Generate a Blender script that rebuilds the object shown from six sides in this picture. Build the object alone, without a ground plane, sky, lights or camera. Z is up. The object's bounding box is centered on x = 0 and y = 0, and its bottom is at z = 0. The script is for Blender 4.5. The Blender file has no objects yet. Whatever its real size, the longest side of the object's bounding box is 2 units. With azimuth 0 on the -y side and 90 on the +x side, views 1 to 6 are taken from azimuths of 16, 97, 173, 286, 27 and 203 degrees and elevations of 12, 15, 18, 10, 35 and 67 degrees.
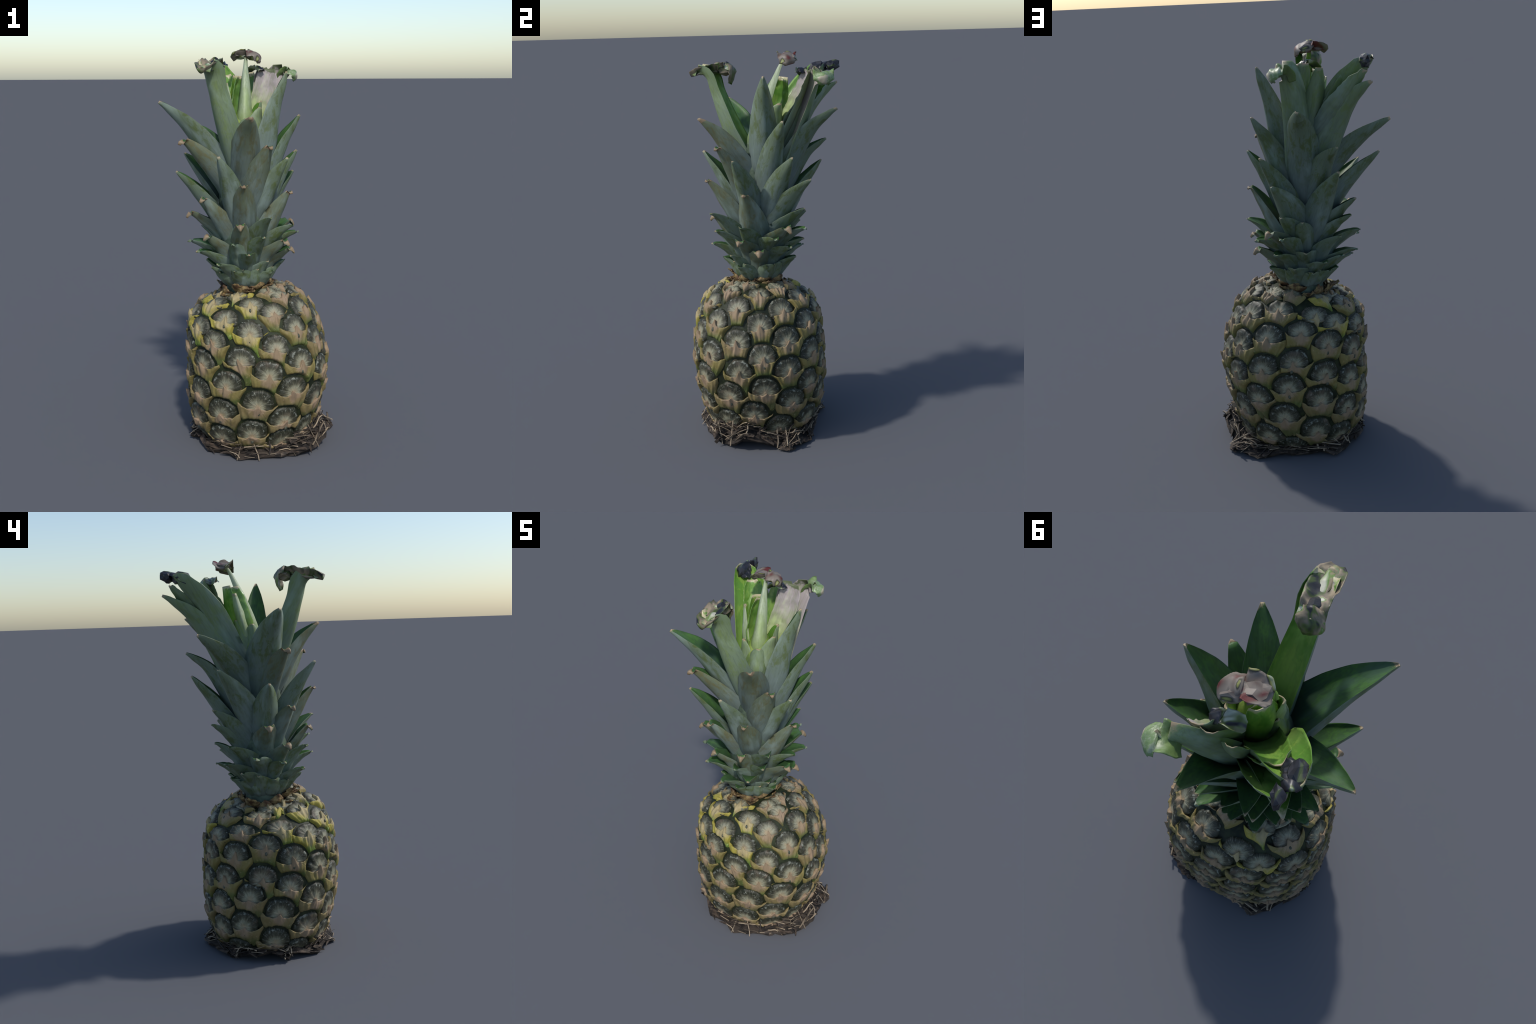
import bpy, bmesh, math, random
import numpy as np
from mathutils import Vector, Matrix, noise

rnd = random.Random(7)
UP = Vector((0, 0, 1))

# ------------------------------------------------------------------ helpers
def link(ob, parent=None):
    bpy.context.scene.collection.objects.link(ob)
    if parent: ob.parent = parent
    return ob

def make(name, verts, faces, mats, parent, frame=None, midx=None, smooth=True):
    """mesh object; verts in world space, stored in the local frame (Matrix)."""
    if frame is not None:
        inv = frame.inverted()
        verts = [inv @ Vector(v) for v in verts]
    me = bpy.data.meshes.new(name)
    me.from_pydata([tuple(v) for v in verts], [], faces)
    for m in mats: me.materials.append(m)
    if midx: me.polygons.foreach_set("material_index", midx)
    me.polygons.foreach_set("use_smooth", [smooth] * len(me.polygons))
    bm = bmesh.new(); bm.from_mesh(me)
    bmesh.ops.recalc_face_normals(bm, faces=bm.faces)
    bm.to_mesh(me); bm.free()
    ob = bpy.data.objects.new(name, me)
    if frame is not None: ob.matrix_world = frame
    return link(ob, parent)

def frame_of(o, x, y, z):
    m = Matrix((x, y, z)).transposed().to_4x4()
    m.translation = o
    return m

def interp(x, pts):
    return float(np.interp(x, [p[0] for p in pts], [p[1] for p in pts]))

def dirv(az):
    a = math.radians(az)
    return Vector((math.sin(a), -math.cos(a), 0))

# ---------------------------------------------------------------- materials
class NT:
    def __init__(s, name, rough=.6, spec=.35):
        s.m = bpy.data.materials.new(name); s.m.use_nodes = True
        s.t = s.m.node_tree; s.b = s.t.nodes["Principled BSDF"]
        s.b.inputs["Roughness"].default_value = rough
        s.b.inputs["Specular IOR Level"].default_value = spec
    def n(s, typ, **kw):
        nd = s.t.nodes.new(typ)
        for k, v in kw.items(): setattr(nd, k, v)
        return nd
    def l(s, a, b): s.t.links.new(a, b)
    def set(s, sock, v):
        if hasattr(v, "is_linked") or hasattr(v, "links"): s.l(v, sock)
        else: sock.default_value = v
    def coord(s, which): return s.n("ShaderNodeTexCoord").outputs[which]
    def mapping(s, vec, scale=(1, 1, 1), loc=(0, 0, 0)):
        nd = s.n("ShaderNodeMapping"); s.l(vec, nd.inputs[0])
        nd.inputs["Scale"].default_value = scale; nd.inputs["Location"].default_value = loc
        return nd.outputs[0]
    def noise(s, vec, scale, detail=4, rough=.6, dist=0):
        nd = s.n("ShaderNodeTexNoise"); s.l(vec, nd.inputs["Vector"])
        nd.inputs["Scale"].default_value = scale; nd.inputs["Detail"].default_value = detail
        nd.inputs["Roughness"].default_value = rough; nd.inputs["Distortion"].default_value = dist
        return nd.outputs["Fac"]
    def math(s, op, a, b=0.0, c=0.0, clamp=False):
        nd = s.n("ShaderNodeMath", operation=op, use_clamp=clamp)
        s.set(nd.inputs[0], a); s.set(nd.inputs[1], b); s.set(nd.inputs[2], c)
        return nd.outputs[0]
    def step(s, v, lo, hi):
        nd = s.n("ShaderNodeMapRange", interpolation_type="SMOOTHSTEP")
        s.set(nd.inputs[0], v); nd.inputs[1].default_value = lo; nd.inputs[2].default_value = hi
        return nd.outputs[0]
    def mix(s, f, a, b):
        nd = s.n("ShaderNodeMix", data_type="RGBA")
        s.set(nd.inputs[0], f)
        for i, v in ((6, a), (7, b)):
            if isinstance(v, tuple): nd.inputs[i].default_value = v + (1,)
            else: s.l(v, nd.inputs[i])
        return nd.outputs[2]
    def ramp(s, v, stops):
        nd = s.n("ShaderNodeValToRGB"); s.set(nd.inputs[0], v)
        e = nd.color_ramp.elements
        while len(e) < len(stops): e.new(.5)
        for i, (p, c) in enumerate(stops): e[i].position = p; e[i].color = c + (1,)
        return nd.outputs[0]
    def xyz(s, vec):
        nd = s.n("ShaderNodeSeparateXYZ"); s.l(vec, nd.inputs[0]); return nd.outputs
    def rand(s): return s.n("ShaderNodeObjectInfo").outputs["Random"]
    def shifted(s, vec):
        """coordinates moved by a random amount per object"""
        c = s.n("ShaderNodeVectorMath", operation="ADD")
        k = s.math("MULTIPLY", s.rand(), 37.0)
        s.l(vec, c.inputs[0]); s.l(k, c.inputs[1]); return c.outputs[0]
    def finish(s, col, bump=None, strength=.3, dist=.004):
        s.set(s.b.inputs["Base Color"], col)
        if bump is not None:
            nd = s.n("ShaderNodeBump"); nd.inputs["Strength"].default_value = strength
            nd.inputs["Distance"].default_value = dist
            s.l(bump, nd.inputs["Height"]); s.l(nd.outputs[0], s.b.inputs["Normal"])
        return s.m

def leaf_material(name, low, high, mott, tip, tip_at=.96, mott_amt=.5, rough=.5, spec=.4, streak=.35):
    """waxy leaf: colour runs low -> high along the leaf, mottled, streaked lengthwise, dry tip"""
    n = NT(name, rough, spec)
    g = n.coord("Generated"); o = n.shifted(n.coord("Object"))
    z = n.xyz(g)[2]
    blot = n.noise(o, 16, 5, .65)
    zz = n.math("ADD", z, n.math("MULTIPLY", n.math("SUBTRACT", blot, .5), .7))
    col = n.mix(n.step(zz, .15, .85), low, high)
    m = n.math("MULTIPLY", n.step(n.noise(n.mapping(o, (1, 1, .5)), 30, 6, .72, .5), .47, .60), n.step(zz, .15, .65))
    col = n.mix(n.math("MULTIPLY", m, mott_amt), col, mott)
    st = n.noise(n.mapping(o, (1, 1, .05)), 150, 3, .6)
    dark = tuple(c * .55 for c in low)
    col = n.mix(n.math("MULTIPLY", n.step(st, .42, .70), streak), col, dark)
    pale = tuple(min(1, c * 1.7 + .02) for c in low)
    col = n.mix(n.math("MULTIPLY", n.step(n.noise(n.mapping(o, (1, 1, .3)), 14, 4), .50, .70), .45), col, pale)
    tn = n.math("ADD", z, n.math("MULTIPLY", n.math("SUBTRACT", n.noise(o, 45, 3), .5), .12))
    col = n.mix(n.step(tn, tip_at, tip_at + .03), col, tip)
    return n.finish(col, st, .15, .002)

TAN = (.34, .26, .16)
M_OUT = leaf_material("leaf_underside_waxy", (.145, .188, .176), (.130, .174, .108), (.085, .115, .030), TAN, .975, .85)  # greens averaged between baked-dark and bright sides, so some shade is mixed in
M_OUT_DRY = leaf_material("leaf_underside_dry_tip", (.145, .188, .176), (.126, .152, .092), (.12, .115, .05), (.24, .175, .105), .93, .85)
M_OUT_TOP = leaf_material("leaf_underside_young", (.155, .205, .165), (.175, .235, .125), (.15, .21, .06), TAN, .97, .6)
M_IN = leaf_material("leaf_upper_face", (.036, .070, .048), (.046, .105, .034), (.065, .16, .03), TAN, .965, .6, .48, .25)
M_IN_TOP = leaf_material("leaf_upper_face_young", (.16, .27, .06), (.09, .22, .03), (.22, .34, .06), (.45, .40, .25), .95, .6, .35, .5)
M_PALE = leaf_material("heart_leaf_pale", (.20, .27, .10), (.36, .42, .28), (.25, .33, .12), (.30, .27, .16), .96, .4, .5)
M_CURL = leaf_material('curled_leaf_green', (.13, .20, .06), (.16, .24, .10), (.30, .34, .24), (.40, .36, .26), .93, .9, .4, .4)
M_GREY = leaf_material("leaf_face_scarred_grey", (.24, .30, .12), (.32, .28, .28), (.30, .25, .25), (.10, .12, .06), .93, .5, .5, .3)

def husk_material():
    n = NT("withered_tip", .45, .4)
    o = n.shifted(n.coord("Object"))
    v = n.noise(n.mapping(o, (1, .35, 1)), 17, 2, .5, .8)
    col = n.ramp(v, [(.34, (.015, .016, .02)), (.41, (.07, .10, .025)), (.47, (.14, .12, .085)),
                     (.56, (.30, .24, .16)), (.60, (.12, .22, .04)), (.68, (.55, .54, .42))])
    return n.finish(col, n.noise(o, 40, 3), .4, .004)
M_HUSK = husk_material()
def rot_material():
    n = NT("blackened_tip", .4, .5)
    o = n.shifted(n.coord("Object"))
    v = n.noise(n.mapping(o, (1, .5, 1)), 14, 2, .5, .6)
    col = n.ramp(v, [(.42, (.010, .010, .014)), (.50, (.022, .022, .030)), (.56, (.10, .14, .03)), (.62, (.40, .42, .32))])
    return n.finish(col)
M_ROT = rot_material()
def bud_material():
    n = NT("dry_flower_remnant", .5, .4)
    o = n.coord("Object"); g = n.coord("Generated")
    v = n.noise(n.mapping(o, (.5, 1, 1)), 18, 1, .5, .4)
    col = n.ramp(v, [(.36, (.10, .02, .018)), (.43, (.13, .10, .08)), (.52, (.20, .17, .14)), (.56, (.02, .02, .015)),
                     (.60, (.22, .23, .06)), (.68, (.38, .42, .33))])
    return n.finish(col)
M_BUD = bud_material()

def eye_material():
    n = NT("fruitlet_eye", .5, .3)
    oc = n.coord("Object"); x, y, z = n.xyz(oc)
    yy = n.math("SUBTRACT", y, .006)
    r = n.math("SQRT", n.math("ADD", n.math("MULTIPLY", x, x), n.math("MULTIPLY", n.math("MULTIPLY", yy, yy), .85)))
    ang = n.math("ARCTAN2", yy, x)
    cv = n.n("ShaderNodeCombineXYZ")
    n.l(n.math("MULTIPLY", ang, 2.2), cv.inputs[0]); n.l(n.math("MULTIPLY", r, 9.0), cv.inputs[1])
    n.l(n.math("MULTIPLY", n.rand(), 60.0), cv.inputs[2])
    ray = n.noise(cv.outputs[0], 3.2, 4, .7)
    blot = n.noise(n.shifted(oc), 38, 5, .7)
    rr = n.math("ADD", r, n.math("MULTIPLY", n.math("SUBTRACT", ray, .5), .046))
    rr = n.math("ADD", rr, n.math("MULTIPLY", n.math("SUBTRACT", blot, .5), .030))
    col = n.ramp(n.math("MULTIPLY", rr, 12.0), [(.02, (.40, .31, .20)), (.16, (.30, .265, .175)), (.32, (.235, .235, .165)),  # mid and rim tones darkened toward the shading baked into the original fruit
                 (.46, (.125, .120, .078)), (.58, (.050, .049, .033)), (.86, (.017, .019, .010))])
    fleck = n.step(n.noise(n.shifted(oc), 95, 4, .7), .60, .72)
    col = n.mix(n.math("MULTIPLY", fleck, .35), col, (.36, .37, .32))
    c2 = n.n("ShaderNodeCombineXYZ")
    n.l(n.math("MULTIPLY", ang, 7.0), c2.inputs[0]); n.l(n.math("MULTIPLY", r, 14.0), c2.inputs[1]); n.l(n.math("MULTIPLY", n.rand(), 90.0), c2.inputs[2])
    fine = n.noise(c2.outputs[0], 3.0, 3, .6)
    col = n.mix(n.math("MULTIPLY", n.step(fine, .56, .70), .40), col, (.34, .33, .26))
    col = n.mix(n.math("MULTIPLY", n.step(fine, .44, .32), .55), col, (.022, .024, .016))
    ring = n.math("MULTIPLY", n.step(r, .058, .064), n.step(r, .074, .068))
    rim_pale = n.math("MULTIPLY", n.math("MULTIPLY", ring, n.step(y, .01, .04)), n.step(n.noise(n.shifted(oc), 60, 2, .5), .54, .62))
    col = n.mix(n.math("MULTIPLY", rim_pale, .5), col, (.30, .32, .27))
    warm = n.step(n.noise(n.shifted(oc), 14, 2), .55, .75)
    col = n.mix(n.math("MULTIPLY", warm, .4), col, (.17, .12, .085))
    return n.finish(col, ray, .5, .004)
M_EYE = eye_material()

def bract_material(name, lipc, flank, foot, flank_amt):
    n = NT(name, .6, .3)
    oc = n.coord("Object"); x, y, z = n.xyz(oc)
    so = n.shifted(oc)
    ang = n.math("ARCTAN2", n.math("SUBTRACT", y, .02), x)
    cv = n.n("ShaderNodeCombineXYZ"); n.l(ang, cv.inputs[0]); n.l(n.math("MULTIPLY", n.rand(), 50), cv.inputs[2])
    ray = n.noise(cv.outputs[0], 9, 4, .7)
    blot = n.noise(so, 30, 5, .7)
    d = n.math("ADD", n.math("MULTIPLY", n.math("ABSOLUTE", x), 13), n.math("MULTIPLY", y, -9.0))
    d = n.math("ADD", d, n.math("MULTIPLY", n.math("SUBTRACT", blot, .5), 1.1))
    d = n.math("ADD", d, n.math("MULTIPLY", n.math("SUBTRACT", ray, .5), .7))
    col = n.mix(n.math("MULTIPLY", n.step(d, .34, .86), flank_amt), lipc, flank)
    col = n.mix(n.step(n.math("MULTIPLY", n.math("ADD", y, n.math("MULTIPLY", n.math("SUBTRACT", blot, .5), .04)), -1), .035, .072), col, foot)
    dk = n.step(ray, .55, .75)
    col = n.mix(n.math("MULTIPLY", dk, .55), col, tuple(c * .45 for c in lipc))
    pale = n.step(n.noise(so, 70, 4, .7), .58, .70)
    col = n.mix(n.math("MULTIPLY", pale, .42), col, tuple(min(1, c * 1.5) for c in lipc))
    return n.finish(col, ray, .6, .004)
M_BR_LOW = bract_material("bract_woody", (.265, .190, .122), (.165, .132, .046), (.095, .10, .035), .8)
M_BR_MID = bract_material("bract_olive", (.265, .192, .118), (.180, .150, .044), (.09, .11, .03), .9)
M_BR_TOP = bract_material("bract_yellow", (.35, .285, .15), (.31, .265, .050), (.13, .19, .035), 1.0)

def plain(name, a, b, scale, rough=.7, stretch=(1, 1, 1), lo=.4, hi=.62):
    n = NT(name, rough, .3)
    o = n.coord("Object")
    v = n.noise(n.mapping(o, stretch), scale, 5, .65)
    return n.finish(n.mix(n.step(v, lo, hi), a, b), v, .4, .004)
M_RIND = plain("fruit_rind_crevice", (.008, .012, .005), (.022, .030, .010), 22, .6)  # near-black tint paints the shadow in the seams between eyes
M_PIT = plain("bract_scar", (.035, .045, .03), (.11, .11, .08), 60, .5)
def core_material():
    n = NT("crown_stem", .55, .3)
    z = n.xyz(n.coord("Object"))[2]
    v = n.noise(n.coord("Object"), 14, 5, .65)
    low = n.mix(n.step(v, .4, .6), (.05, .075, .055), (.10, .14, .10))
    high = n.mix(n.step(v, .4, .6), (.15, .23, .045), (.25, .33, .08))
    return n.finish(n.mix(n.step(n.math("ADD", z, n.math("MULTIPLY", v, .1)), 1.55, 1.72), low, high))
M_CORE = core_material()
M_SCALE = plain("neck_scale_dry", (.085, .045, .024), (.27, .20, .085), 20, .7)
M_MAT = plain("straw_mat_dark", (.010, .008, .007), (.045, .034, .026), 20, .8, (1, 1, 1))
def straw_material():
    n = NT("straw_stalk", .7, .3)
    v = n.noise(n.coord("Object"), 9, 4, .6)
    a = n.mix(n.step(n.rand(), .35, .9), (.026, .020, .016), (.33, .26, .18))
    return n.finish(n.mix(n.math("MULTIPLY", n.step(v, .45, .65), .6), a, (.05, .04, .03)))
M_STRAW = straw_material()
M_FLAKE = plain("husk_flake_brown", (.018, .014, .011), (.085, .062, .046), 24, .75)

# ------------------------------------------------------------------ fruit
PROFILE = [(.0, .222), (.035, .268), (.077, .304), (.146, .330), (.215, .343), (.285, .352), (.354, .357), (.424, .357), (.493, .353),
           (.563, .344), (.632, .330), (.70, .304), (.748, .272), (.779, .238), (.798, .196), (.809, .150), (.812, .104)]
def fine_profile():
    z = np.array([p[0] for p in PROFILE]); r = np.array([p[1] for p in PROFILE])
    t = np.concatenate([[0], np.cumsum(np.hypot(np.diff(z), np.diff(r)))])
    tt = np.linspace(0, t[-1], 400)
    zf, rf = np.interp(tt, t, z), np.interp(tt, t, r)
    k = np.hanning(31); k /= k.sum()
    pad = lambda a: np.concatenate([2 * a[0] - a[15:0:-1], a, 2 * a[-1] - a[-2:-17:-1]])
    return tt, np.convolve(pad(zf), k, "valid"), np.convolve(pad(rf), k, "valid")
PS, PZ, PR = fine_profile()
def centre(z):
    t = min(1, max(0, (z - .45) / .4))
    k = min(1, max(0, (.42 - z) / .3))
    return .042 - .054 * t - .022 * k, -.039 + .010 * k
def slump(az, z):
    """the shoulder sits lower on one side than on the other"""
    f = min(1, max(0, (z - .60) / .20)); f = f * f * (3 - 2 * f)
    return f * (-.022 + .030 * math.cos(math.radians(az - 80)))
def boxy(az, z):
    f = min(1, max(0, (.84 - z) / .25))
    return 1 + f * (-.005 + .021 * math.cos(4 * math.radians(az - 50)) * (.6 if 180 < az % 360 < 275 else 1))
def surf(az, s, h=0.0):
    z = float(np.interp(s, PS, PZ)); r = float(np.interp(s, PS, PR))
    dz = float(np.interp(s + .004, PS, PZ) - np.interp(s - .004, PS, PZ))
    dr = float(np.interp(s + .004, PS, PR) - np.interp(s - .004, PS, PR))
    ln = math.hypot(dz, dr) or 1
    nr, nz = dz / ln, -dr / ln
    r = r * boxy(az, z)
    cx, cy = centre(z)
    d = dirv(az)
    return Vector((cx + d.x * (r + nr * h), cy + d.y * (r + nr * h) * .975, max(.002, z + nz * h + slump(az, z))))
def surf_frame(az, s):
    p = surf(az, s)
    ex = (surf(az + 1, s) - surf(az - 1, s)).normalized()
    ey = (surf(az, s + .006) - surf(az, s - .006)).normalized()
    ez = ex.cross(ey).normalized(); ey = ez.cross(ex)
    return frame_of(p, ex, ey, ez)
def s_of_z(z): return float(np.interp(z, PZ, PS))
def rad(az, s): return float(np.interp(s, PS, PR))

root = bpy.data.objects.new("pineapple", None)
link(root)
root["label"] = "ripe pineapple with tall green crown on dry straw"
root["category"] = "fruit"

def build_rind():
    nu, nv = 160, 90
    V, F = [], []
    for j in range(nv + 1):
        s = PS[-1] * j / nv
        for i in range(nu):
            az = 360 * i / nu
            p = surf(az, s, -.001)
            p += (p - Vector((.03, -.03, p.z))).normalized() * (.004 * noise.noise(p * 14))
            V.append(p)
    for j in range(nv):
        for i in range(nu):
            F.append((j * nu + i, j * nu + (i + 1) % nu, (j + 1) * nu + (i + 1) % nu, (j + 1) * nu + i))
    F.append(tuple(range(nu))[::-1]); F.append(tuple(nv * nu + i for i in range(nu)))
    return make("fruit", V, F, [M_RIND], root)
fruit = build_rind()

# where each fruitlet sits: azimuth (deg) and height of its lip, read off the object
FRUITLETS = [(129,.793),(58,.781),(329,.774),(98,.771),(275,.771),(233,.769),(17,.766),(151,.747),(187,.734),(38,.723),
 (75,.715),(350,.705),(121,.705),(297,.697),(206,.687),(260,.675),(174,.656),(55,.647),(98,.643),(322,.641),(13,.641),
 (233,.624),(147,.624),(282,.595),(198,.582),(340,.582),(33,.568),(78,.566),(122,.564),(255,.537),(305,.522),(224,.520),
 (171,.510),(3,.505),(100,.488),(52,.486),(147,.475),(328,.465),(24,.441),(196,.433),(278,.429),(80,.413),(122,.413),
 (245,.412),(167,.385),(301,.383),(350,.379),(220,.376),(44,.354),(268,.331),(142,.321),(101,.315),(323,.307),(191,.304),
 (16,.287),(239,.278),(70,.277),(293,.251),(124,.235),(161,.225),(215,.224),(346,.223),(39,.194),(262,.181),(90,.172),
 (318,.161),(238,.146),(186,.133),(13,.121),(64,.115),(144,.105),(290,.100),(113,.082),(344,.080),(210,.071),(41,.070)]
# fill the half-hidden bottom row where there is room
for k in range(36):
    az = k * 10 + 3; z = .035
    def dist(q):
        da = (q[0] - az + 180) % 360 - 180
        return math.hypot(math.radians(da) * .31, q[1] - z)
    if min(dist(q) for q in FRUITLETS) > .115: FRUITLETS.append((az, z))

# small crowded ones on the top of the shoulder
for k in range(9):
    FRUITLETS.append((k * 40 + (8 if k % 2 else -4), .800 if k % 2 else .804))
EYE_A, EYE_B = .079, .090
def eye_size(q):
    s0 = s_of_z(q[1]); R = max(.15, rad(q[0], s0))
    d = sorted(math.hypot(math.radians((p[0] - q[0] + 180) % 360 - 180) * R, s_of_z(p[1]) - s0) for p in FRUITLETS if p != q)[:4]
    return min(1.08, max(.60, (sum(d) / 4) / .155))
EYE_SIZE = {q: eye_size(q) for q in FRUITLETS}

def build_fruitlet(az, z):
    s0 = s_of_z(z)
    fr = surf_frame(az, s0)
    R = max(.15, rad(az, s0)) * boxy(az, z)
    top = z > .66
    # room to neighbours
    def gap(q):
        da = (q[0] - az + 180) % 360 - 180
        return math.hypot(math.radians(da) * R, s_of_z(q[1]) - s0)
    size = EYE_SIZE[(az, z)]
    tilt = rnd.uniform(-.10, .10)
    ca, sa = math.cos(tilt), math.sin(tilt)
    seed = Vector((rnd.random() * 90, rnd.random() * 90, rnd.random() * 90))
    def P(u, v, h):
        u, v = (u * ca - v * sa) * size, (u * sa + v * ca) * size
        s = s0 + v
        return surf(az + math.degrees(u / max(.10, rad(az, s))), s, h)
    # ---- eye: a domed shield with a puckered rim and rays running to the middle
    rings, segs = 11, 44
    A, B = EYE_A * rnd.uniform(.95, 1.0), EYE_B * rnd.uniform(.93, 1.0)
    V = [P(0, .004, .010)]
    nray = rnd.choice((9, 11, 13)); ph = rnd.random() * 6
    for j in range(1, rings + 1):
        q = j / rings
        for i in range(segs):
            f = 2 * math.pi * i / segs
            c, s_ = math.cos(f), math.sin(f)
            e = .82
            u = A * math.copysign(abs(c) ** e, c)
            v = (B if s_ > 0 else .028) * math.copysign(abs(s_) ** e, s_)
            rim = 1 + .10 * noise.noise(Vector((c * 1.9, s_ * 1.9, 0)) + seed)
            h = interp(q, [(0, .009), (.25, .011), (.5, .012), (.76, .0125), (.89, .011), (.96, .004), (1, -.008)])
            h += .0026 * q * math.sin(nray * f + ph + 2 * noise.noise(seed + Vector((q * 2, 0, 0)))) * (1 if q < .95 else .3)
            h += .0045 * noise.noise(Vector((u * q * 34, v * q * 34, 0)) + seed)
            V.append(P(u * q * rim, v * q * rim, h))
    F = [(0, 1 + i, 1 + (i + 1) % segs) for i in range(segs)]
    for j in range(rings - 1):
        a = 1 + j * segs
        for i in range(segs):
            F.append((a + i, a + segs + i, a + segs + (i + 1) % segs, a + (i + 1) % segs))
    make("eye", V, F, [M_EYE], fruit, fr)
    # ---- bract: horned lip over the eye's foot, pointed in the middle, running down between the next eyes
    ns, nt = 41, 16
    tipl = (rnd.uniform(.018, .042) if z > .40 else rnd.uniform(.003, .022))
    lean = rnd.uniform(-.010, .010)
    wide = rnd.uniform(.092, .102); low = rnd.uniform(.098, .112)
    around = [q for q in FRUITLETS if q != (az, z) and gap(q) < .30]
    def clear(u, v):
        """distance outside the domes of the neighbouring eyes"""
        u, v = (u * ca - v * sa) * size, (u * sa + v * ca) * size
        best = 1.0
        for q in around:
            da = (q[0] - az + 180) % 360 - 180
            s1 = s_of_z(q[1])
            uu = u - math.radians(da) * R; vv = s0 + v - s1
            k = EYE_SIZE[q]
            vv = vv / (EYE_B * k) if vv > 0 else vv / (.034 * k)
            e = (abs(uu / (EYE_A * k)) ** 2.3 + abs(vv) ** 2.3) ** (1 / 2.3)
            best = min(best, (e - 1.0) * .075)
        return best
    V, F = [], []
    for j in range(nt + 2):
        t = max(0, (j - 1)) / nt
        for i in range(ns):
            x = -1 + 2 * i / (ns - 1); ax = abs(x)
            w = wide * interp(t, [(0, 1), (.15, 1.0), (.35, .93), (.6, .78), (.85, .56), (1, .36)])
            lip = .020 * ax ** 4 - .007 * math.sin(math.pi * min(1, ax * 1.25)) \
                + tipl * max(0, 1 - ax / .15) ** 1.3 + .004 * noise.noise(Vector((x * 6, 0, 0)) + seed)
            v = lip * (1 - t) ** 1.5 - low * t
            u = x * w + lean * max(0, 1 - ax / .2) * (1 - t) ** 3
            body = max(0, 1 - ax ** 5) ** .5
            h = .002 + body * interp(t, [(0, .019), (.2, .019), (.5, .014), (.85, .008), (1, .003)])
            h += max(0, 1 - ax / .2) * (1 - t) ** 2 * (.005 + .09 * tipl)
            h += .007 * noise.noise(Vector((x * 4, t * 2.5, 3)) + seed) * body
            h += (.0024 * math.sin(x * 17 + seed.x + 3 * t) + .0016 * math.sin(x * 31 + seed.y)) * body * (1 - .7 * t)
            c = clear(u, v)
            if c < .010:
                k = max(-.6, c / .010); h = h * max(0, k) ** .6 - .014 * (1 - k)
            if j == 0: h -= .018; v -= .007
            V.append(P(u, v, h))
    for j in range(nt + 1):
        for i in range(ns - 1):
            a = j * ns + i
            F.append((a, a + 1, a + ns + 1, a + ns))
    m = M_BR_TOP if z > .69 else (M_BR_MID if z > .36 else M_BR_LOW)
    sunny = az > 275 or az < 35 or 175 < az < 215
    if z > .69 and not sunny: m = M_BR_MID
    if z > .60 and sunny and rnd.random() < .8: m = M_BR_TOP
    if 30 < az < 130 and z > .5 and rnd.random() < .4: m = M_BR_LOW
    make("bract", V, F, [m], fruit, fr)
    # ---- dark scar in the bract of many fruitlets
    if rnd.random() < .55 and z < .77:
        V = [P(lean, -.026, .0225)]
        for j in (1, 2, 3):
            for i in range(12):
                f = 2 * math.pi * i / 12
                V.append(P(lean + .009 * j / 3 * math.cos(f), -.026 + .014 * j / 3 * math.sin(f), (.0235, .0225, .012)[j - 1] - .001))
        F = [(0, 1 + i, 1 + (i + 1) % 12) for i in range(12)]
        for j in range(2):
            for i in range(12):
                a = 1 + j * 12
                F.append((a + i, a + 12 + i, a + 12 + (i + 1) % 12, a + (i + 1) % 12))
        make("bract_scar", V, F, [M_PIT], fruit, fr)
for q in list(FRUITLETS): build_fruitlet(*q)

# ------------------------------------------------------------------ crown
AXIS = [(.78, -.020, -.034), (1.0, -.034, -.034), (1.35, -.044, -.012), (1.6, -.045, .022), (1.78, -.045, .055)]
def axis(z):
    return Vector((interp(z, [(a[0], a[1]) for a in AXIS]), interp(z, [(a[0], a[2]) for a in AXIS]), z))
CORE = [(.76, .108), (.82, .096), (.86, .102), (1.0, .128), (1.2, .125), (1.4, .116), (1.52, .100), (1.60, .082), (1.66, .058), (1.70, .03), (1.75, .004)]

def build_core():
    nu, nv = 40, 30
    V, F = [], []
    for j in range(nv + 1):
        z = .76 + .99 * j / nv
        for i in range(nu):
            V.append(axis(z) + dirv(360 * i / nu) * interp(z, CORE))
    for j in range(nv):
        for i in range(nu):
            F.append((j * nu + i, j * nu + (i + 1) % nu, (j + 1) * nu + (i + 1) % nu, (j + 1) * nu + i))
    F.append(tuple(range(nu))[::-1]); F.append(tuple(nv * nu + i for i in range(nu)))
    return make("crown", V, F, [M_CORE], root)
crown = build_core()

def spline(pts, n):
    """Catmull-Rom through the points, n+1 samples evenly spread in length"""
    P = [pts[0] * 2 - pts[1]] + list(pts) + [pts[-1] * 2 - pts[-2]]
    out = []
    for k in range(len(P) - 3):
        a, b, c, d = P[k:k + 4]
        for i in range(20):
            t = i / 20
            out.append(.5 * ((2 * b) + (c - a) * t + (2 * a - 5 * b + 4 * c - d) * t * t + (3 * b - a - 3 * c + d) * t ** 3))
    out.append(pts[-1])
    L = [0]
    for a, b in zip(out, out[1:]): L.append(L[-1] + (b - a).length)
    res = []
    for i in range(n + 1):
        x = L[-1] * i / n
        res.append(Vector([float(np.interp(x, L, [p[k] for p in out])) for k in range(3)]))
    return res

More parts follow.
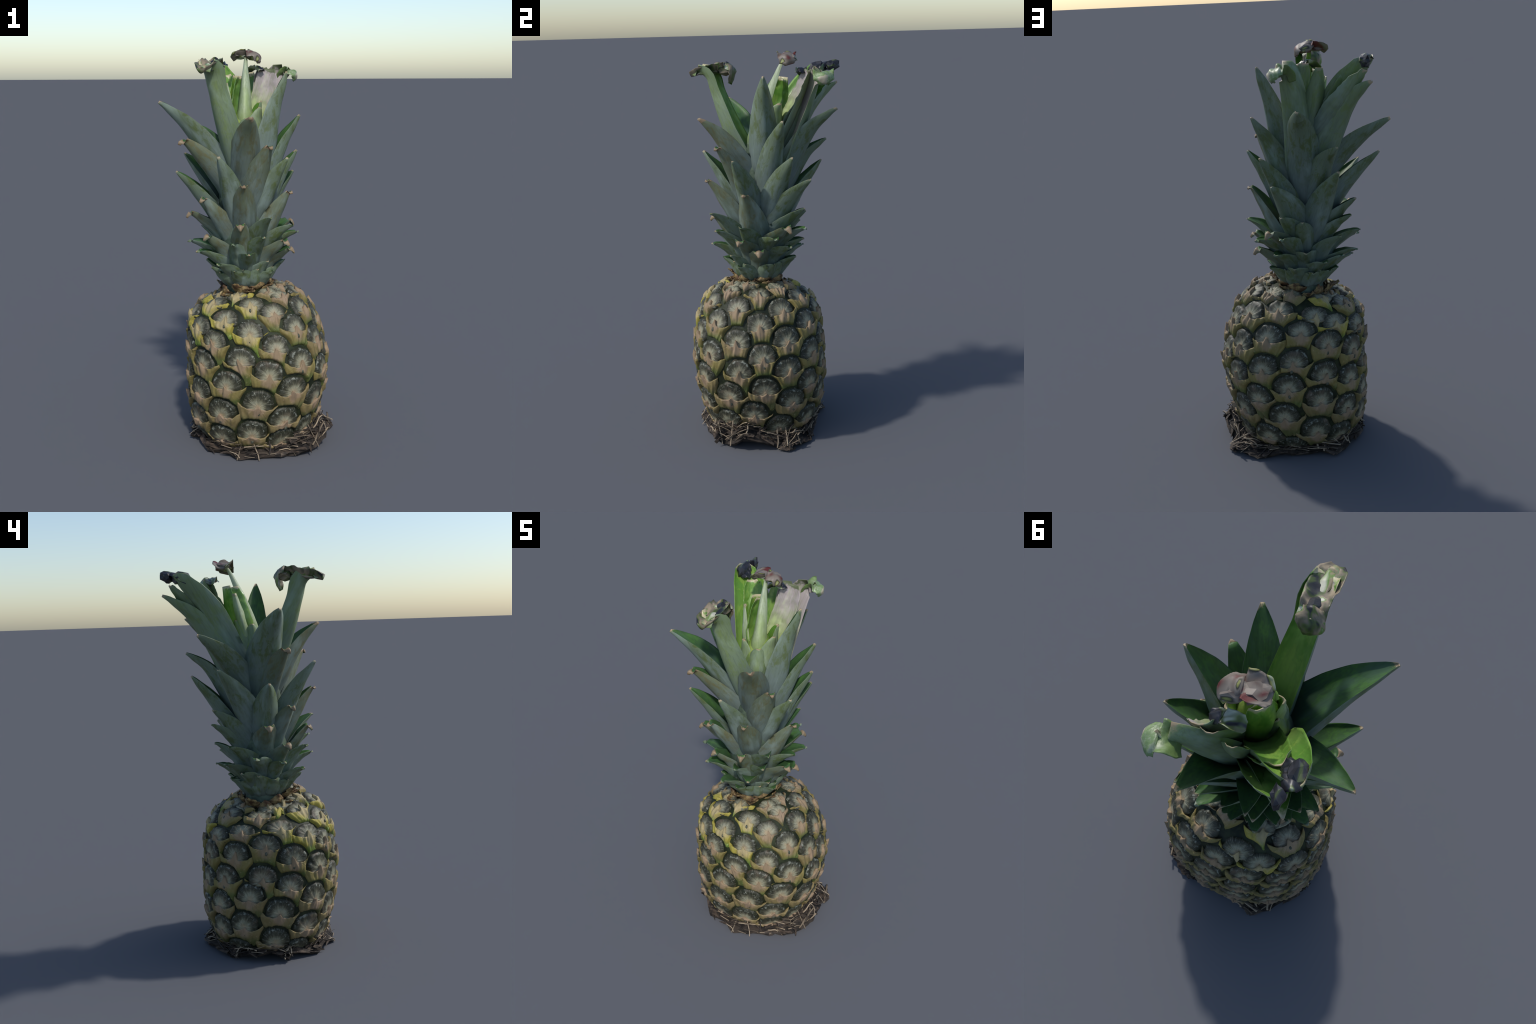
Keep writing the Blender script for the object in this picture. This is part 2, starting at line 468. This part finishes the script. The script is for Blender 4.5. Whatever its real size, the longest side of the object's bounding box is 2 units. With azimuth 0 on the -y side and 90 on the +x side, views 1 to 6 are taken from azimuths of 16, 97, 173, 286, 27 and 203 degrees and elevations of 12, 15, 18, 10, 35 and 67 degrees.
WIDTH = [(0, .86), (.14, .98), (.30, 1), (.45, .95), (.6, .82), (.76, .60), (.88, .38), (.95, .21), (1, .06)]
def build_leaf(path, w, mats, wrap=(62, 34), thick=.013, facing=None, twist=0.0, wave=.004, prof=WIDTH, name="leaf", blunt=0, fill=.35, crumple=0):
    n, m = 34, 14
    C = spline(path, n)
    seed = Vector((rnd.random() * 50, rnd.random() * 50, rnd.random() * 50))
    mid = C[n // 3]
    out = facing if facing is not None else (mid - axis(mid.z))
    out = Vector((out.x, out.y, 0)).normalized()
    V, F, MI = [], [], []
    for j in range(n + 1):
        t = j / n
        T = (C[min(n, j + 1)] - C[max(0, j - 1)]).normalized()
        S = out.cross(UP)
        S = (S - T * S.dot(T)).normalized()
        N = T.cross(S)
        if N.dot(out) > 0: N = -N                      # N points to the upper (axis) face
        if N.dot(-out) < 0 and N.z < 0: N = -N
        tw = twist * t
        S, N = S * math.cos(tw) + N * math.sin(tw), N * math.cos(tw) - S * math.sin(tw)
        hw = w * .5 * interp(t, prof)
        if blunt: hw = max(hw, blunt * .5)
        f = math.radians(wrap[0] + (wrap[1] - wrap[0]) * min(1, t * 1.15))
        th = thick * interp(t, [(0, .9), (.3, 1), (.65, .8), (.9, .42), (1, .2)])
        row = []
        for i in range(m + 1):
            s = -1 + 2 * i / m
            x = hw * math.sin(s * f) / math.sin(f)
            y = hw * (1 - math.cos(s * f)) / math.sin(f)
            y += .0025 * noise.noise(Vector((s * 2, t * 6, 0)) + seed) + wave * abs(s) ** 3 * noise.noise(Vector((s, t * 7, 9)) + seed)
            if crumple:
                q = C[j] * 30 + Vector((s, 0, 0))
                y += crumple * (noise.noise(q + seed) + .6 * noise.noise(q * 2.1 + seed)) * min(1, t * 3)
                x *= 1 + 5 * crumple * noise.noise(Vector((s, t * 8, 2)) + seed)
            row.append((x, y, s))
        edge = hw * (1 - math.cos(f)) / math.sin(f)
        fl = fill * (1 - t) ** .5
        inner = [C[j] + S * x + N * (y + (edge - y) * fl) for x, y, s in row]
        outer = [C[j] + S * x + N * (y - th * (1 - abs(s) ** 1.7) - .0012) for x, y, s in row]
        V += inner + outer
    k = 2 * (m + 1)
    for j in range(n):
        a, b = j * k, (j + 1) * k
        for i in range(m):
            F.append((a + i, a + i + 1, b + i + 1, b + i)); MI.append(1)
            F.append((a + m + 1 + i, b + m + 1 + i, b + m + 2 + i, a + m + 2 + i)); MI.append(0)
        F.append((a, b, b + m + 1, a + m + 1)); MI.append(0)
        F.append((a + m, a + 2 * m + 1, b + 2 * m + 1, b + m)); MI.append(0)
    for a in (0, n * k):
        for i in range(m):
            F.append((a + i, a + m + 1 + i, a + m + 2 + i, a + i + 1)); MI.append(0)
    z = (C[-1] - C[0]).normalized()
    x = out.cross(UP); x = (x - z * x.dot(z)).normalized()
    y = z.cross(x)
    return make(name, V, F, mats, crown, frame_of(C[0], x, y, z), MI)

GREEN, DRY, YOUNG = (M_OUT, M_IN), (M_OUT_DRY, M_IN), (M_OUT_TOP, M_IN_TOP)
# tip x, y, z | height where the leaf leaves the crown | width | droop of the tip | look
LEAVES = [
 (-.275,.100,1.000,.90,.110,.35,GREEN), (-.297,.066,1.090,.97,.110,.35,GREEN),
 (-.396,-.234,1.743,1.35,.165,.20,GREEN), (-.420,.157,1.637,1.345,.140,.10,GREEN), (.088,-.310,1.678,1.36,.150,.25,DRY),
 (.044,.389,1.717,1.29,.165,.15,GREEN), (.168,.035,1.885,1.42,.140,.0,GREEN), (.213,.130,1.673,1.29,.135,.05,GREEN),
 (-.282,.378,1.828,1.36,.165,.15,YOUNG), (-.300,.312,1.920,1.42,.165,.05,YOUNG),
 (-.137,.324,1.546,1.24,.135,.10,GREEN), (.157,-.212,1.538,1.25,.130,.10,DRY), (-.285,-.242,1.555,1.31,.130,.15,DRY),
 (-.389,.074,1.472,1.18,.140,.10,GREEN), (-.071,-.320,1.495,1.18,.120,.10,GREEN), (.189,.172,1.493,1.18,.135,.05,GREEN),
 (.214,-.123,1.481,1.20,.125,.05,GREEN), (-.148,.297,1.432,1.10,.135,.10,GREEN), (-.343,-.160,1.404,1.13,.130,.10,GREEN),
 (.153,.258,1.376,1.12,.140,.15,GREEN), (.046,-.290,1.354,1.12,.125,.20,DRY), (.220,-.073,1.309,1.05,.150,.10,DRY),
 (-.185,-.234,1.275,1.10,.115,.25,DRY), (-.255,.155,1.272,1.08,.140,.15,GREEN), (.112,.224,1.220,1.06,.115,.15,GREEN),
 (.170,-.255,1.205,1.02,.120,.35,GREEN), (-.228,.174,1.196,1.04,.115,.25,GREEN), (.013,.222,1.190,1.03,.115,.10,GREEN),
 (-.292,-.142,1.181,1.06,.115,.35,DRY), (.021,-.271,1.152,1.00,.105,.50,DRY), (.241,-.093,1.143,1.00,.115,.40,GREEN),
 (.119,.234,1.114,.98,.115,.35,GREEN), (.174,.155,1.112,1.00,.115,.50,DRY), (.134,-.241,1.101,.97,.105,.50,GREEN),
 (-.177,.178,1.096,.96,.120,.30,GREEN), (-.180,-.210,1.080,.98,.110,.40,DRY), (.223,.090,1.077,.98,.115,.40,GREEN),
 (-.020,-.268,1.065,.95,.105,.50,GREEN), (.216,-.108,1.054,.94,.115,.40,DRY), (-.322,-.078,1.030,.95,.115,.50,GREEN),
 (-.002,.212,1.035,.94,.120,.20,GREEN), (.143,.159,1.018,.92,.110,.40,GREEN), (.064,-.273,1.018,.91,.115,.45,GREEN),
 (-.233,-.201,1.005,.92,.110,.50,GREEN), (.215,-.003,.998,.91,.115,.40,DRY), (-.205,.110,.978,.90,.115,.40,GREEN),
 (-.099,.203,.976,.89,.115,.40,GREEN), (.130,-.164,.972,.88,.110,.35,GREEN), (-.102,-.265,.959,.88,.110,.45,GREEN),
 (-.270,.015,.955,.87,.115,.40,GREEN), (.049,.171,.949,.865,.115,.30,GREEN), (-.229,-.060,.940,.87,.120,.30,GREEN),
 (.156,.069,.932,.86,.110,.40,GREEN), (-.024,-.230,.923,.855,.110,.40,GREEN), (-.176,-.135,.917,.85,.115,.40,GREEN),
 (.145,-.122,.912,.85,.110,.40,GREEN), (-.143,.112,.907,.85,.115,.40,GREEN), (-.045,.155,.915,.85,.110,.30,GREEN),
]
# a collar of short scale leaves closing the crown's foot
for k in range(11):
    d_ = dirv(k * 32.7 + 10 + rnd.uniform(-8, 8)); z_ = .900 + rnd.uniform(-.015, .015)
    t_ = axis(z_) + d_ * rnd.uniform(.15, .185)
    LEAVES.append((t_.x, t_.y, z_ + .014, .84, .10, .5, GREEN))
def leaf_path(tip, zvis, droop, lift=0, hook=0):
    zvis = max(.842, min(zvis + .015, tip.z - .085))
    b = axis(zvis)
    d = tip - b; d.z = 0
    d.normalize()
    core = interp(zvis, [(.8, .090), (.85, .096), (1.0, .118), (1.2, .112), (1.4, .10)])
    p0 = axis(max(.82, zvis - .08)) + d * (core * .72)
    p1 = b + d * (core + .022) + UP * .02
    ch = tip - p1
    # bows: straight part steeper than the chord, then leaning out to the tip
    p2 = p1 + ch * .5 + (UP * ((.20 if zvis < 1.1 else .14) * droop + lift) - d * .02) * ch.length
    p3 = p1 + ch * .85 + (UP * ((.17 if zvis < 1.1 else .12) * droop + lift * .4)) * ch.length
    if hook: return [p0, p1, p2, p3 + UP * .012, tip, tip + d * hook * .5 - UP * hook]
    return [p0, p1, p2, p3, tip]
for x, y, z, zv, w, droop, look in LEAVES:
    tip = Vector((x, y, z))
    small = zv < 1.1
    build_leaf(leaf_path(tip, zv, droop, .10 if y > .3 else (.04 if zv > 1.2 else .015), rnd.uniform(.008, .018) if look is DRY and zv < 1.32 else 0), w * 1.10, look, wrap=(88, 72) if zv > 1.3 else ((80, 62) if not small else (74, 50) if zv > .9 else (56, 36)), thick=.032 if not small else .024,
               twist=rnd.uniform(-.18, .18), blunt=.014 if look is DRY else 0, fill=.75,
               prof=[(0, .86), (.3, 1), (.6, .95), (.82, .78), (.94, .58), (1, .2)] if z > 1.9 else WIDTH)

# the long leaves round the heart whose ends are folded, withered or burst open
build_leaf([Vector(p) for p in ((-.045, -.03, 1.27), (-.060, -.096, 1.42), (-.084, -.186, 1.62), (-.107, -.252, 1.80), (-.114, -.280, 1.875), (-.120, -.330, 1.905), (-.124, -.372, 1.898))],
           .125, YOUNG, wrap=(100, 82), thick=.034, fill=.6, prof=[(0, .9), (.3, 1), (.55, .86), (.75, .72), (.87, .85), (.95, .6), (1, .25)])
build_leaf([Vector(p) for p in ((-.03, .06, 1.27), (-.02, .125, 1.42), (.0, .200, 1.62), (.030, .268, 1.80), (.052, .292, 1.865), (.085, .308, 1.885), (.115, .316, 1.868))],
           .150, (M_OUT_TOP, M_GREY), wrap=(66, 44), thick=.028, fill=.8, facing=Vector((-.38, .92, 0)),
           prof=[(0, .8), (.3, 1), (.6, .9), (.8, .8), (.92, .7), (1, .25)])
build_leaf([Vector(p) for p in ((-.035, .02, 1.50), (-.038, -.012, 1.62), (-.045, .03, 1.76), (-.056, .08, 1.88), (-.064, .118, 1.962))],
           .125, (M_PALE, M_IN_TOP), wrap=(80, 70), thick=.024, facing=Vector((.1, -1, 0)), fill=.9,
           prof=[(0, 1), (.2, .95), (.45, .55), (.7, .38), (.88, .2), (1, .12)])
build_leaf([Vector(p) for p in ((-.05, .03, 1.48), (-.095, .015, 1.57), (-.118, .03, 1.68), (-.136, .048, 1.77), (-.146, .058, 1.828))],
           .068, (M_PALE, M_IN_TOP), wrap=(75, 60), thick=.024, fill=.9, facing=Vector((-1, -.35, 0)),
           prof=[(0, .9), (.3, 1), (.7, .75), (.92, .45), (1, .3)])
# heart leaves: sheets closing the middle
build_leaf([Vector(p) for p in ((-.045, .05, 1.45), (-.085, .085, 1.60), (-.105, .105, 1.74), (-.108, .12, 1.865))],
           .115, (M_IN_TOP, M_IN_TOP), wrap=(58, 45), thick=.012, facing=Vector((-.8, .7, 0)), prof=[(0, .8), (.4, 1), (.8, .95), (1, .6)])
build_leaf([Vector(p) for p in ((-.03, .08, 1.42), (-.048, .16, 1.58), (-.066, .225, 1.74), (-.080, .268, 1.885))],
           .125, YOUNG, wrap=(60, 45), thick=.014, facing=Vector((-.1, 1, 0)), prof=[(0, .8), (.4, 1), (.7, .8), (.9, .5), (1, .25)])
build_leaf([Vector(p) for p in ((-.02, .06, 1.45), (.0, .13, 1.60), (.0, .205, 1.76), (-.015, .262, 1.905))],
           .125, (M_OUT_TOP, M_GREY), wrap=(60, 45), thick=.012, facing=Vector((-.2, .97, 0)), prof=[(0, .8), (.4, 1), (.7, .85), (.9, .7), (1, .35)])

def lump(name, at, size, rot, mat, amp=.5):
    """a hard, angular clot of dried leaf end"""
    bm = bmesh.new(); bmesh.ops.create_icosphere(bm, subdivisions=2, radius=1)
    seed = Vector((rnd.random() * 50, rnd.random() * 50, rnd.random() * 50))
    for v in bm.verts:
        p = v.co.copy()
        k = 1 + amp * noise.noise(p * 1.7 + seed) + amp * .5 * noise.noise(p * 3.1 + seed)
        v.co = Vector((p.x * k * size[0], p.y * k * size[1], p.z * k * size[2]))
    me = bpy.data.meshes.new(name); bm.to_mesh(me); bm.free()
    me.materials.append(mat)
    ob = bpy.data.objects.new(name, me)
    ob.location = at; ob.rotation_euler = rot
    return link(ob, crown)
def fold(name, pts, w, facing, mats, thick=.014, crumple=.012, wrap=(40, 40), prof=None):
    build_leaf([Vector(p) for p in pts], w, mats, wrap=wrap, thick=thick, facing=Vector(facing), crumple=crumple, fill=.1,
               prof=prof or [(0, .45), (.12, .9), (.35, 1), (.6, .85), (.85, .95), (1, .5)], name=name)
HUSK, ROT, BUD = (M_HUSK, M_HUSK), (M_ROT, M_ROT), (M_BUD, M_BUD)
fold("withered_tip", ((-.126, -.382, 1.893), (-.124, -.330, 1.906), (-.122, -.260, 1.918), (-.124, -.195, 1.930), (-.126, -.160, 1.912), (-.124, -.158, 1.865), (-.118, -.172, 1.835)),
     .100, (0, 1, 0), HUSK, .022, .010)
lump("withered_tip", (-.120, -.300, 1.898), (.034, .070, .018), (.05, 0, .05), M_HUSK)
lump("withered_tip", (-.122, -.195, 1.908), (.038, .040, .030), (.1, 0, -.1), M_HUSK)
fold("flower_remnant", ((-.138, .120, 1.950), (-.110, .125, 1.968), (-.065, .130, 1.977), (-.025, .138, 1.972), (.000, .145, 1.950), (.000, .150, 1.930)),
     .100, (1, 0, 0), BUD, .018, .010)
lump("flower_remnant", (-.095, .128, 1.964), (.046, .034, .018), (0, -.1, .25), M_BUD)
lump("flower_remnant", (-.040, .142, 1.962), (.040, .044, .022), (0, .3, .2), M_BUD)
lump("blackened_tip", (-.258, .358, 1.914), (.022, .034, .026), (.2, 0, .3), M_ROT)
lump("blackened_tip", (-.278, .275, 1.903), (.030, .046, .032), (.2, 0, .1), M_ROT)
fold("blackened_tip", ((-.285, .335, 1.925), (-.272, .300, 1.915), (-.255, .265, 1.898), (-.235, .240, 1.880)), .062, (1, -.9, 0), ROT, .012, .010)
fold("blackened_tip", ((-.095, .195, 1.880), (-.060, .205, 1.900), (-.025, .205, 1.908), (.01, .20, 1.895)), .060, (1, 0, 0), ROT, .012, .010)
fold("curled_leaf_end", ((.050, .310, 1.840), (.072, .318, 1.880), (.110, .326, 1.890), (.140, .330, 1.876), (.146, .330, 1.850), (.135, .328, 1.835)), .105, (1, .25, 0), (M_CURL, M_CURL), .012, .012, (42, 42), [(0, .5), (.2, .85), (.5, 1), (.8, .95), (1, .5)])
# short young leaves packed round the growing point
for az_, ht, wd in ((25, 1.66, .13), (80, 1.71, .13), (310, 1.68, .12), (255, 1.70, .13), (130, 1.74, .13)):
    d_ = dirv(az_)
    b_ = axis(1.45)
    build_leaf([b_ + d_ * .05, axis(1.54) + d_ * .075, axis(ht - .06) + d_ * .075, axis(ht) + d_ * .085], wd, (M_OUT_TOP, M_IN_TOP), wrap=(70, 60), thick=.024, fill=.9, facing=d_,
               prof=[(0, .9), (.4, 1), (.75, .75), (.92, .45), (1, .15)])
# sheets that close the heart between the long leaves
fold("leaf", ((-.02, .09, 1.62), (.0, .15, 1.70), (.012, .205, 1.80), (.018, .248, 1.900)), .12, (-.35, .93, 0), (M_OUT_TOP, M_GREY), .02, .006, (50, 40), [(0, .9), (.5, 1), (.85, .9), (1, .55)])
fold("leaf", ((-.10, .16, 1.58), (-.16, .235, 1.70), (-.215, .30, 1.79), (-.265, .345, 1.872)), .13, (-.62, .78, 0), YOUNG, .022, .006, (70, 55), [(0, .9), (.5, 1), (.85, .75), (1, .3)])
fold("leaf", ((-.10, .10, 1.60), (-.15, .17, 1.70), (-.19, .22, 1.79), (-.22, .255, 1.87)), .13, (-.75, .66, 0), YOUNG, .02, .006, (55, 45), [(0, .9), (.5, 1), (.85, .8), (1, .4)])
fold("leaf", ((-.06, .03, 1.58), (-.10, .05, 1.68), (-.105, .075, 1.77), (-.09, .095, 1.858)), .13, (-.9, .2, 0), (M_IN_TOP, M_IN_TOP), .015, .006, (50, 40), [(0, .9), (.5, 1), (.85, .9), (1, .6)])

# dry brown scales hugging the neck
for k in range(30):
    az = k * 25.7 + rnd.uniform(-10, 10)
    d = dirv(az); z0 = (.796 if k % 2 else .822) + rnd.uniform(-.006, .008) + slump(az, .79)
    b = axis(max(.79, z0)); b.z = z0
    ln = rnd.uniform(.0, .035) if rnd.random() < .75 else rnd.uniform(.04, .07)
    up = rnd.uniform(.025, .05)
    p = [b + d * .095 - UP * .015, b + d * .122 + UP * .006, b + d * (.120 + ln * .4) + UP * up * .6, b + d * (.114 + ln) + UP * up]
    build_leaf(p, rnd.uniform(.05, .10), (M_SCALE, M_SCALE), wrap=(40, 30), thick=.010, facing=d, wave=.012, name="neck_scale",
               prof=[(0, .9), (.3, 1), (.6, .8), (.85, .4), (1, .08)])

# ------------------------------------------------------------------ straw it stands on
RIM = [(.042,-.382,.0), (.20,-.315,.012), (.29,-.262,.0), (.372,-.248,.044), (.360,-.200,.006), (.405,-.14,.03), (.424,-.088,.074), (.405,.02,.045), (.392,.08,.02),
       (.417,.150,.003), (.385,.17,.03), (.355,.210,.020), (.281,.255,.004), (.17,.268,.03), (.05,.265,.004), (-.03,.285,.03),
       (-.095,.308,.018), (-.162,.274,.018), (-.225,.19,.035), (-.290,.100,.006), (-.305,.03,.04), (-.320,-.053,.040), (-.300,-.12,.06),
       (-.280,-.207,.017), (-.225,-.225,.04), (-.145,-.336,.006), (-.05,-.345,.03)]
def flare(az):
    """how far up the fruit the dead leaves climb"""
    return .02 + .085 * max(0, math.cos(math.radians(az - 72))) ** 5
def build_mat():
    V, F = [], []
    n = len(RIM); sub = 4; N = n * sub
    rows = 7
    for j in range(rows):
        f = j / (rows - 2) if j < rows - 1 else None
        for i in range(N):
            a, b = Vector(RIM[i // sub]), Vector(RIM[(i // sub + 1) % n])
            p = a.lerp(b, (i % sub) / sub)
            if f is None:
                q = Vector((p.x * .96, p.y * .96, max(0, p.z - .012)))
            else:
                az = math.degrees(math.atan2(p.x - .032, -(p.y + .036)))
                q = p.lerp(surf(az, s_of_z(flare(az)), -.02) + UP * .004, f)
                k = math.sin(math.pi * min(1, f + .12))
                q += Vector((p.x, p.y, 0)).normalized() * (.016 * (1 - f) * noise.noise(Vector((p.x * 31, p.y * 31, 1))))
                q.z += .005 * k * noise.noise(Vector((p.x * 17, p.y * 17, f * 3))) + .004
                q += (p.normalized()) * .012 * k * noise.noise(Vector((p.x * 23, p.y * 23, 5)))
                q.z = max(q.z, .001)
            V.append(q)
    order = [rows - 1] + list(range(rows - 1))
    for a, b in zip(order, order[1:]):
        for i in range(N):
            F.append((a * N + i, a * N + (i + 1) % N, b * N + (i + 1) % N, b * N + i))
    F.append(tuple((rows - 1) * N + i for i in range(N)))
    return make("straw_base", V, F, [M_MAT], root, None, None, False)
mat = build_mat()

def build_straw(p, q, r, sag):
    n, k = 8, 6
    side = (q - p).cross(UP).normalized()
    V, F = [], []
    for j in range(n + 1):
        t = j / n
        c = p.lerp(q, t) + UP * sag * math.sin(math.pi * t) + side * sag * .6 * math.sin(2 * math.pi * t)
        c.z = max(c.z, r)
        for i in range(k):
            a = 2 * math.pi * i / k
            w_ = c + side * r * 1.6 * math.cos(a) + UP * r * .7 * math.sin(a)
            V.append(Vector((w_.x, w_.y, max(.0005, w_.z))))
    for j in range(n):
        for i in range(k):
            F.append((j * k + i, j * k + (i + 1) % k, (j + 1) * k + (i + 1) % k, (j + 1) * k + i))
    F.append(tuple(range(k))[::-1]); F.append(tuple(n * k + i for i in range(k)))
    z = (q - p).normalized(); x = side; y = z.cross(x)
    return make("straw", V, F, [M_STRAW], mat, frame_of(p, x, y, z))
def rim_at(u):
    n = len(RIM); i = int(u) % n
    return Vector(RIM[i]).lerp(Vector(RIM[(i + 1) % n]), u - int(u))
RIM_AZ = [math.degrees(math.atan2(p[0], -p[1])) % 360 for p in RIM]
RIM_R = [math.hypot(p[0], p[1]) for p in RIM]
for k in range(165):
    u = rnd.uniform(0, len(RIM))
    p = rim_at(u)
    az = math.degrees(math.atan2(p.x - .032, -(p.y + .036)))
    foot = surf(az, s_of_z(.03 + flare(az)), .004)
    f = rnd.uniform(.02, .8)
    c = p.lerp(foot, f) + UP * (.006 + .018 * math.sin(math.pi * f) + rnd.uniform(0, .010))
    if rnd.random() < .8:
        v = rim_at((u + .6) % len(RIM)) - rim_at((u - .6) % len(RIM))
    else:
        v = foot - p
    v = v.normalized() + Vector((rnd.uniform(-.4, .4), rnd.uniform(-.4, .4), rnd.uniform(-.06, .06)))
    v = v.normalized() * rnd.uniform(.025, .075)
    a, b = c - v, c + v
    for e in (a, b):                                   # keep inside the mat's outline
        e_az = math.degrees(math.atan2(e.x, -e.y)) % 360
        lim = float(np.interp(e_az, RIM_AZ, RIM_R, period=360)) + .004
        r_ = math.hypot(e.x, e.y)
        if r_ > lim: e.x *= lim / r_; e.y *= lim / r_
        e.z = max(e.z, .004)
    build_straw(a, b, rnd.choice((.0014, .0018, .0022, .003)), rnd.uniform(-.004, .008))

# flat torn pieces of dead leaf among the straw
for k in range(64):
    u = rnd.uniform(0, len(RIM)); p = rim_at(u)
    az = math.degrees(math.atan2(p.x - .032, -(p.y + .036)))
    foot = surf(az, s_of_z(.03 + flare(az)), .002)
    f = rnd.uniform(.0, .9)
    c = p.lerp(foot, f) + UP * rnd.uniform(.002, .009)
    n_ = (dirv(az) * rnd.uniform(.1, .7) + UP + Vector((rnd.uniform(-.25, .25), rnd.uniform(-.25, .25), 0))).normalized()
    tan = (rim_at((u + .5) % len(RIM)) - rim_at((u - .5) % len(RIM))).normalized()
    x_ = tan + Vector((rnd.uniform(-.7, .7), rnd.uniform(-.7, .7), rnd.uniform(-.15, .15)))
    x_ = (x_ - n_ * x_.dot(n_)).normalized(); y_ = n_.cross(x_)
    L, W = rnd.uniform(.03, .065), rnd.uniform(.006, .016)
    out = [(-L, -W * rnd.uniform(.5, 1)), (-L * .2, -W), (L * rnd.uniform(.6, 1), -W * rnd.uniform(.3, 1)), (L * .8, W * rnd.uniform(.2, .9)), (0, W), (-L * rnd.uniform(.6, 1), W * .7)]
    V = []
    for sgn in (1, -1):
        for a_, b_ in out:
            q = c + x_ * a_ + y_ * b_ + n_ * (sgn * .0016 - 3 * a_ * a_)
            lim = float(np.interp(math.degrees(math.atan2(q.x, -q.y)) % 360, RIM_AZ, RIM_R, period=360)) + .006
            r_ = math.hypot(q.x, q.y)
            if r_ > lim: q = Vector((q.x * lim / r_, q.y * lim / r_, q.z))
            V.append(Vector((q.x, q.y, max(.0006 if sgn < 0 else .003, q.z))))
    F = [tuple(range(6)), tuple(range(11, 5, -1))] + [(i, 6 + i, 6 + (i + 1) % 6, (i + 1) % 6) for i in range(6)]
    make("husk_flake", V, F, [M_FLAKE], mat, frame_of(c, x_, y_, n_), None, False)
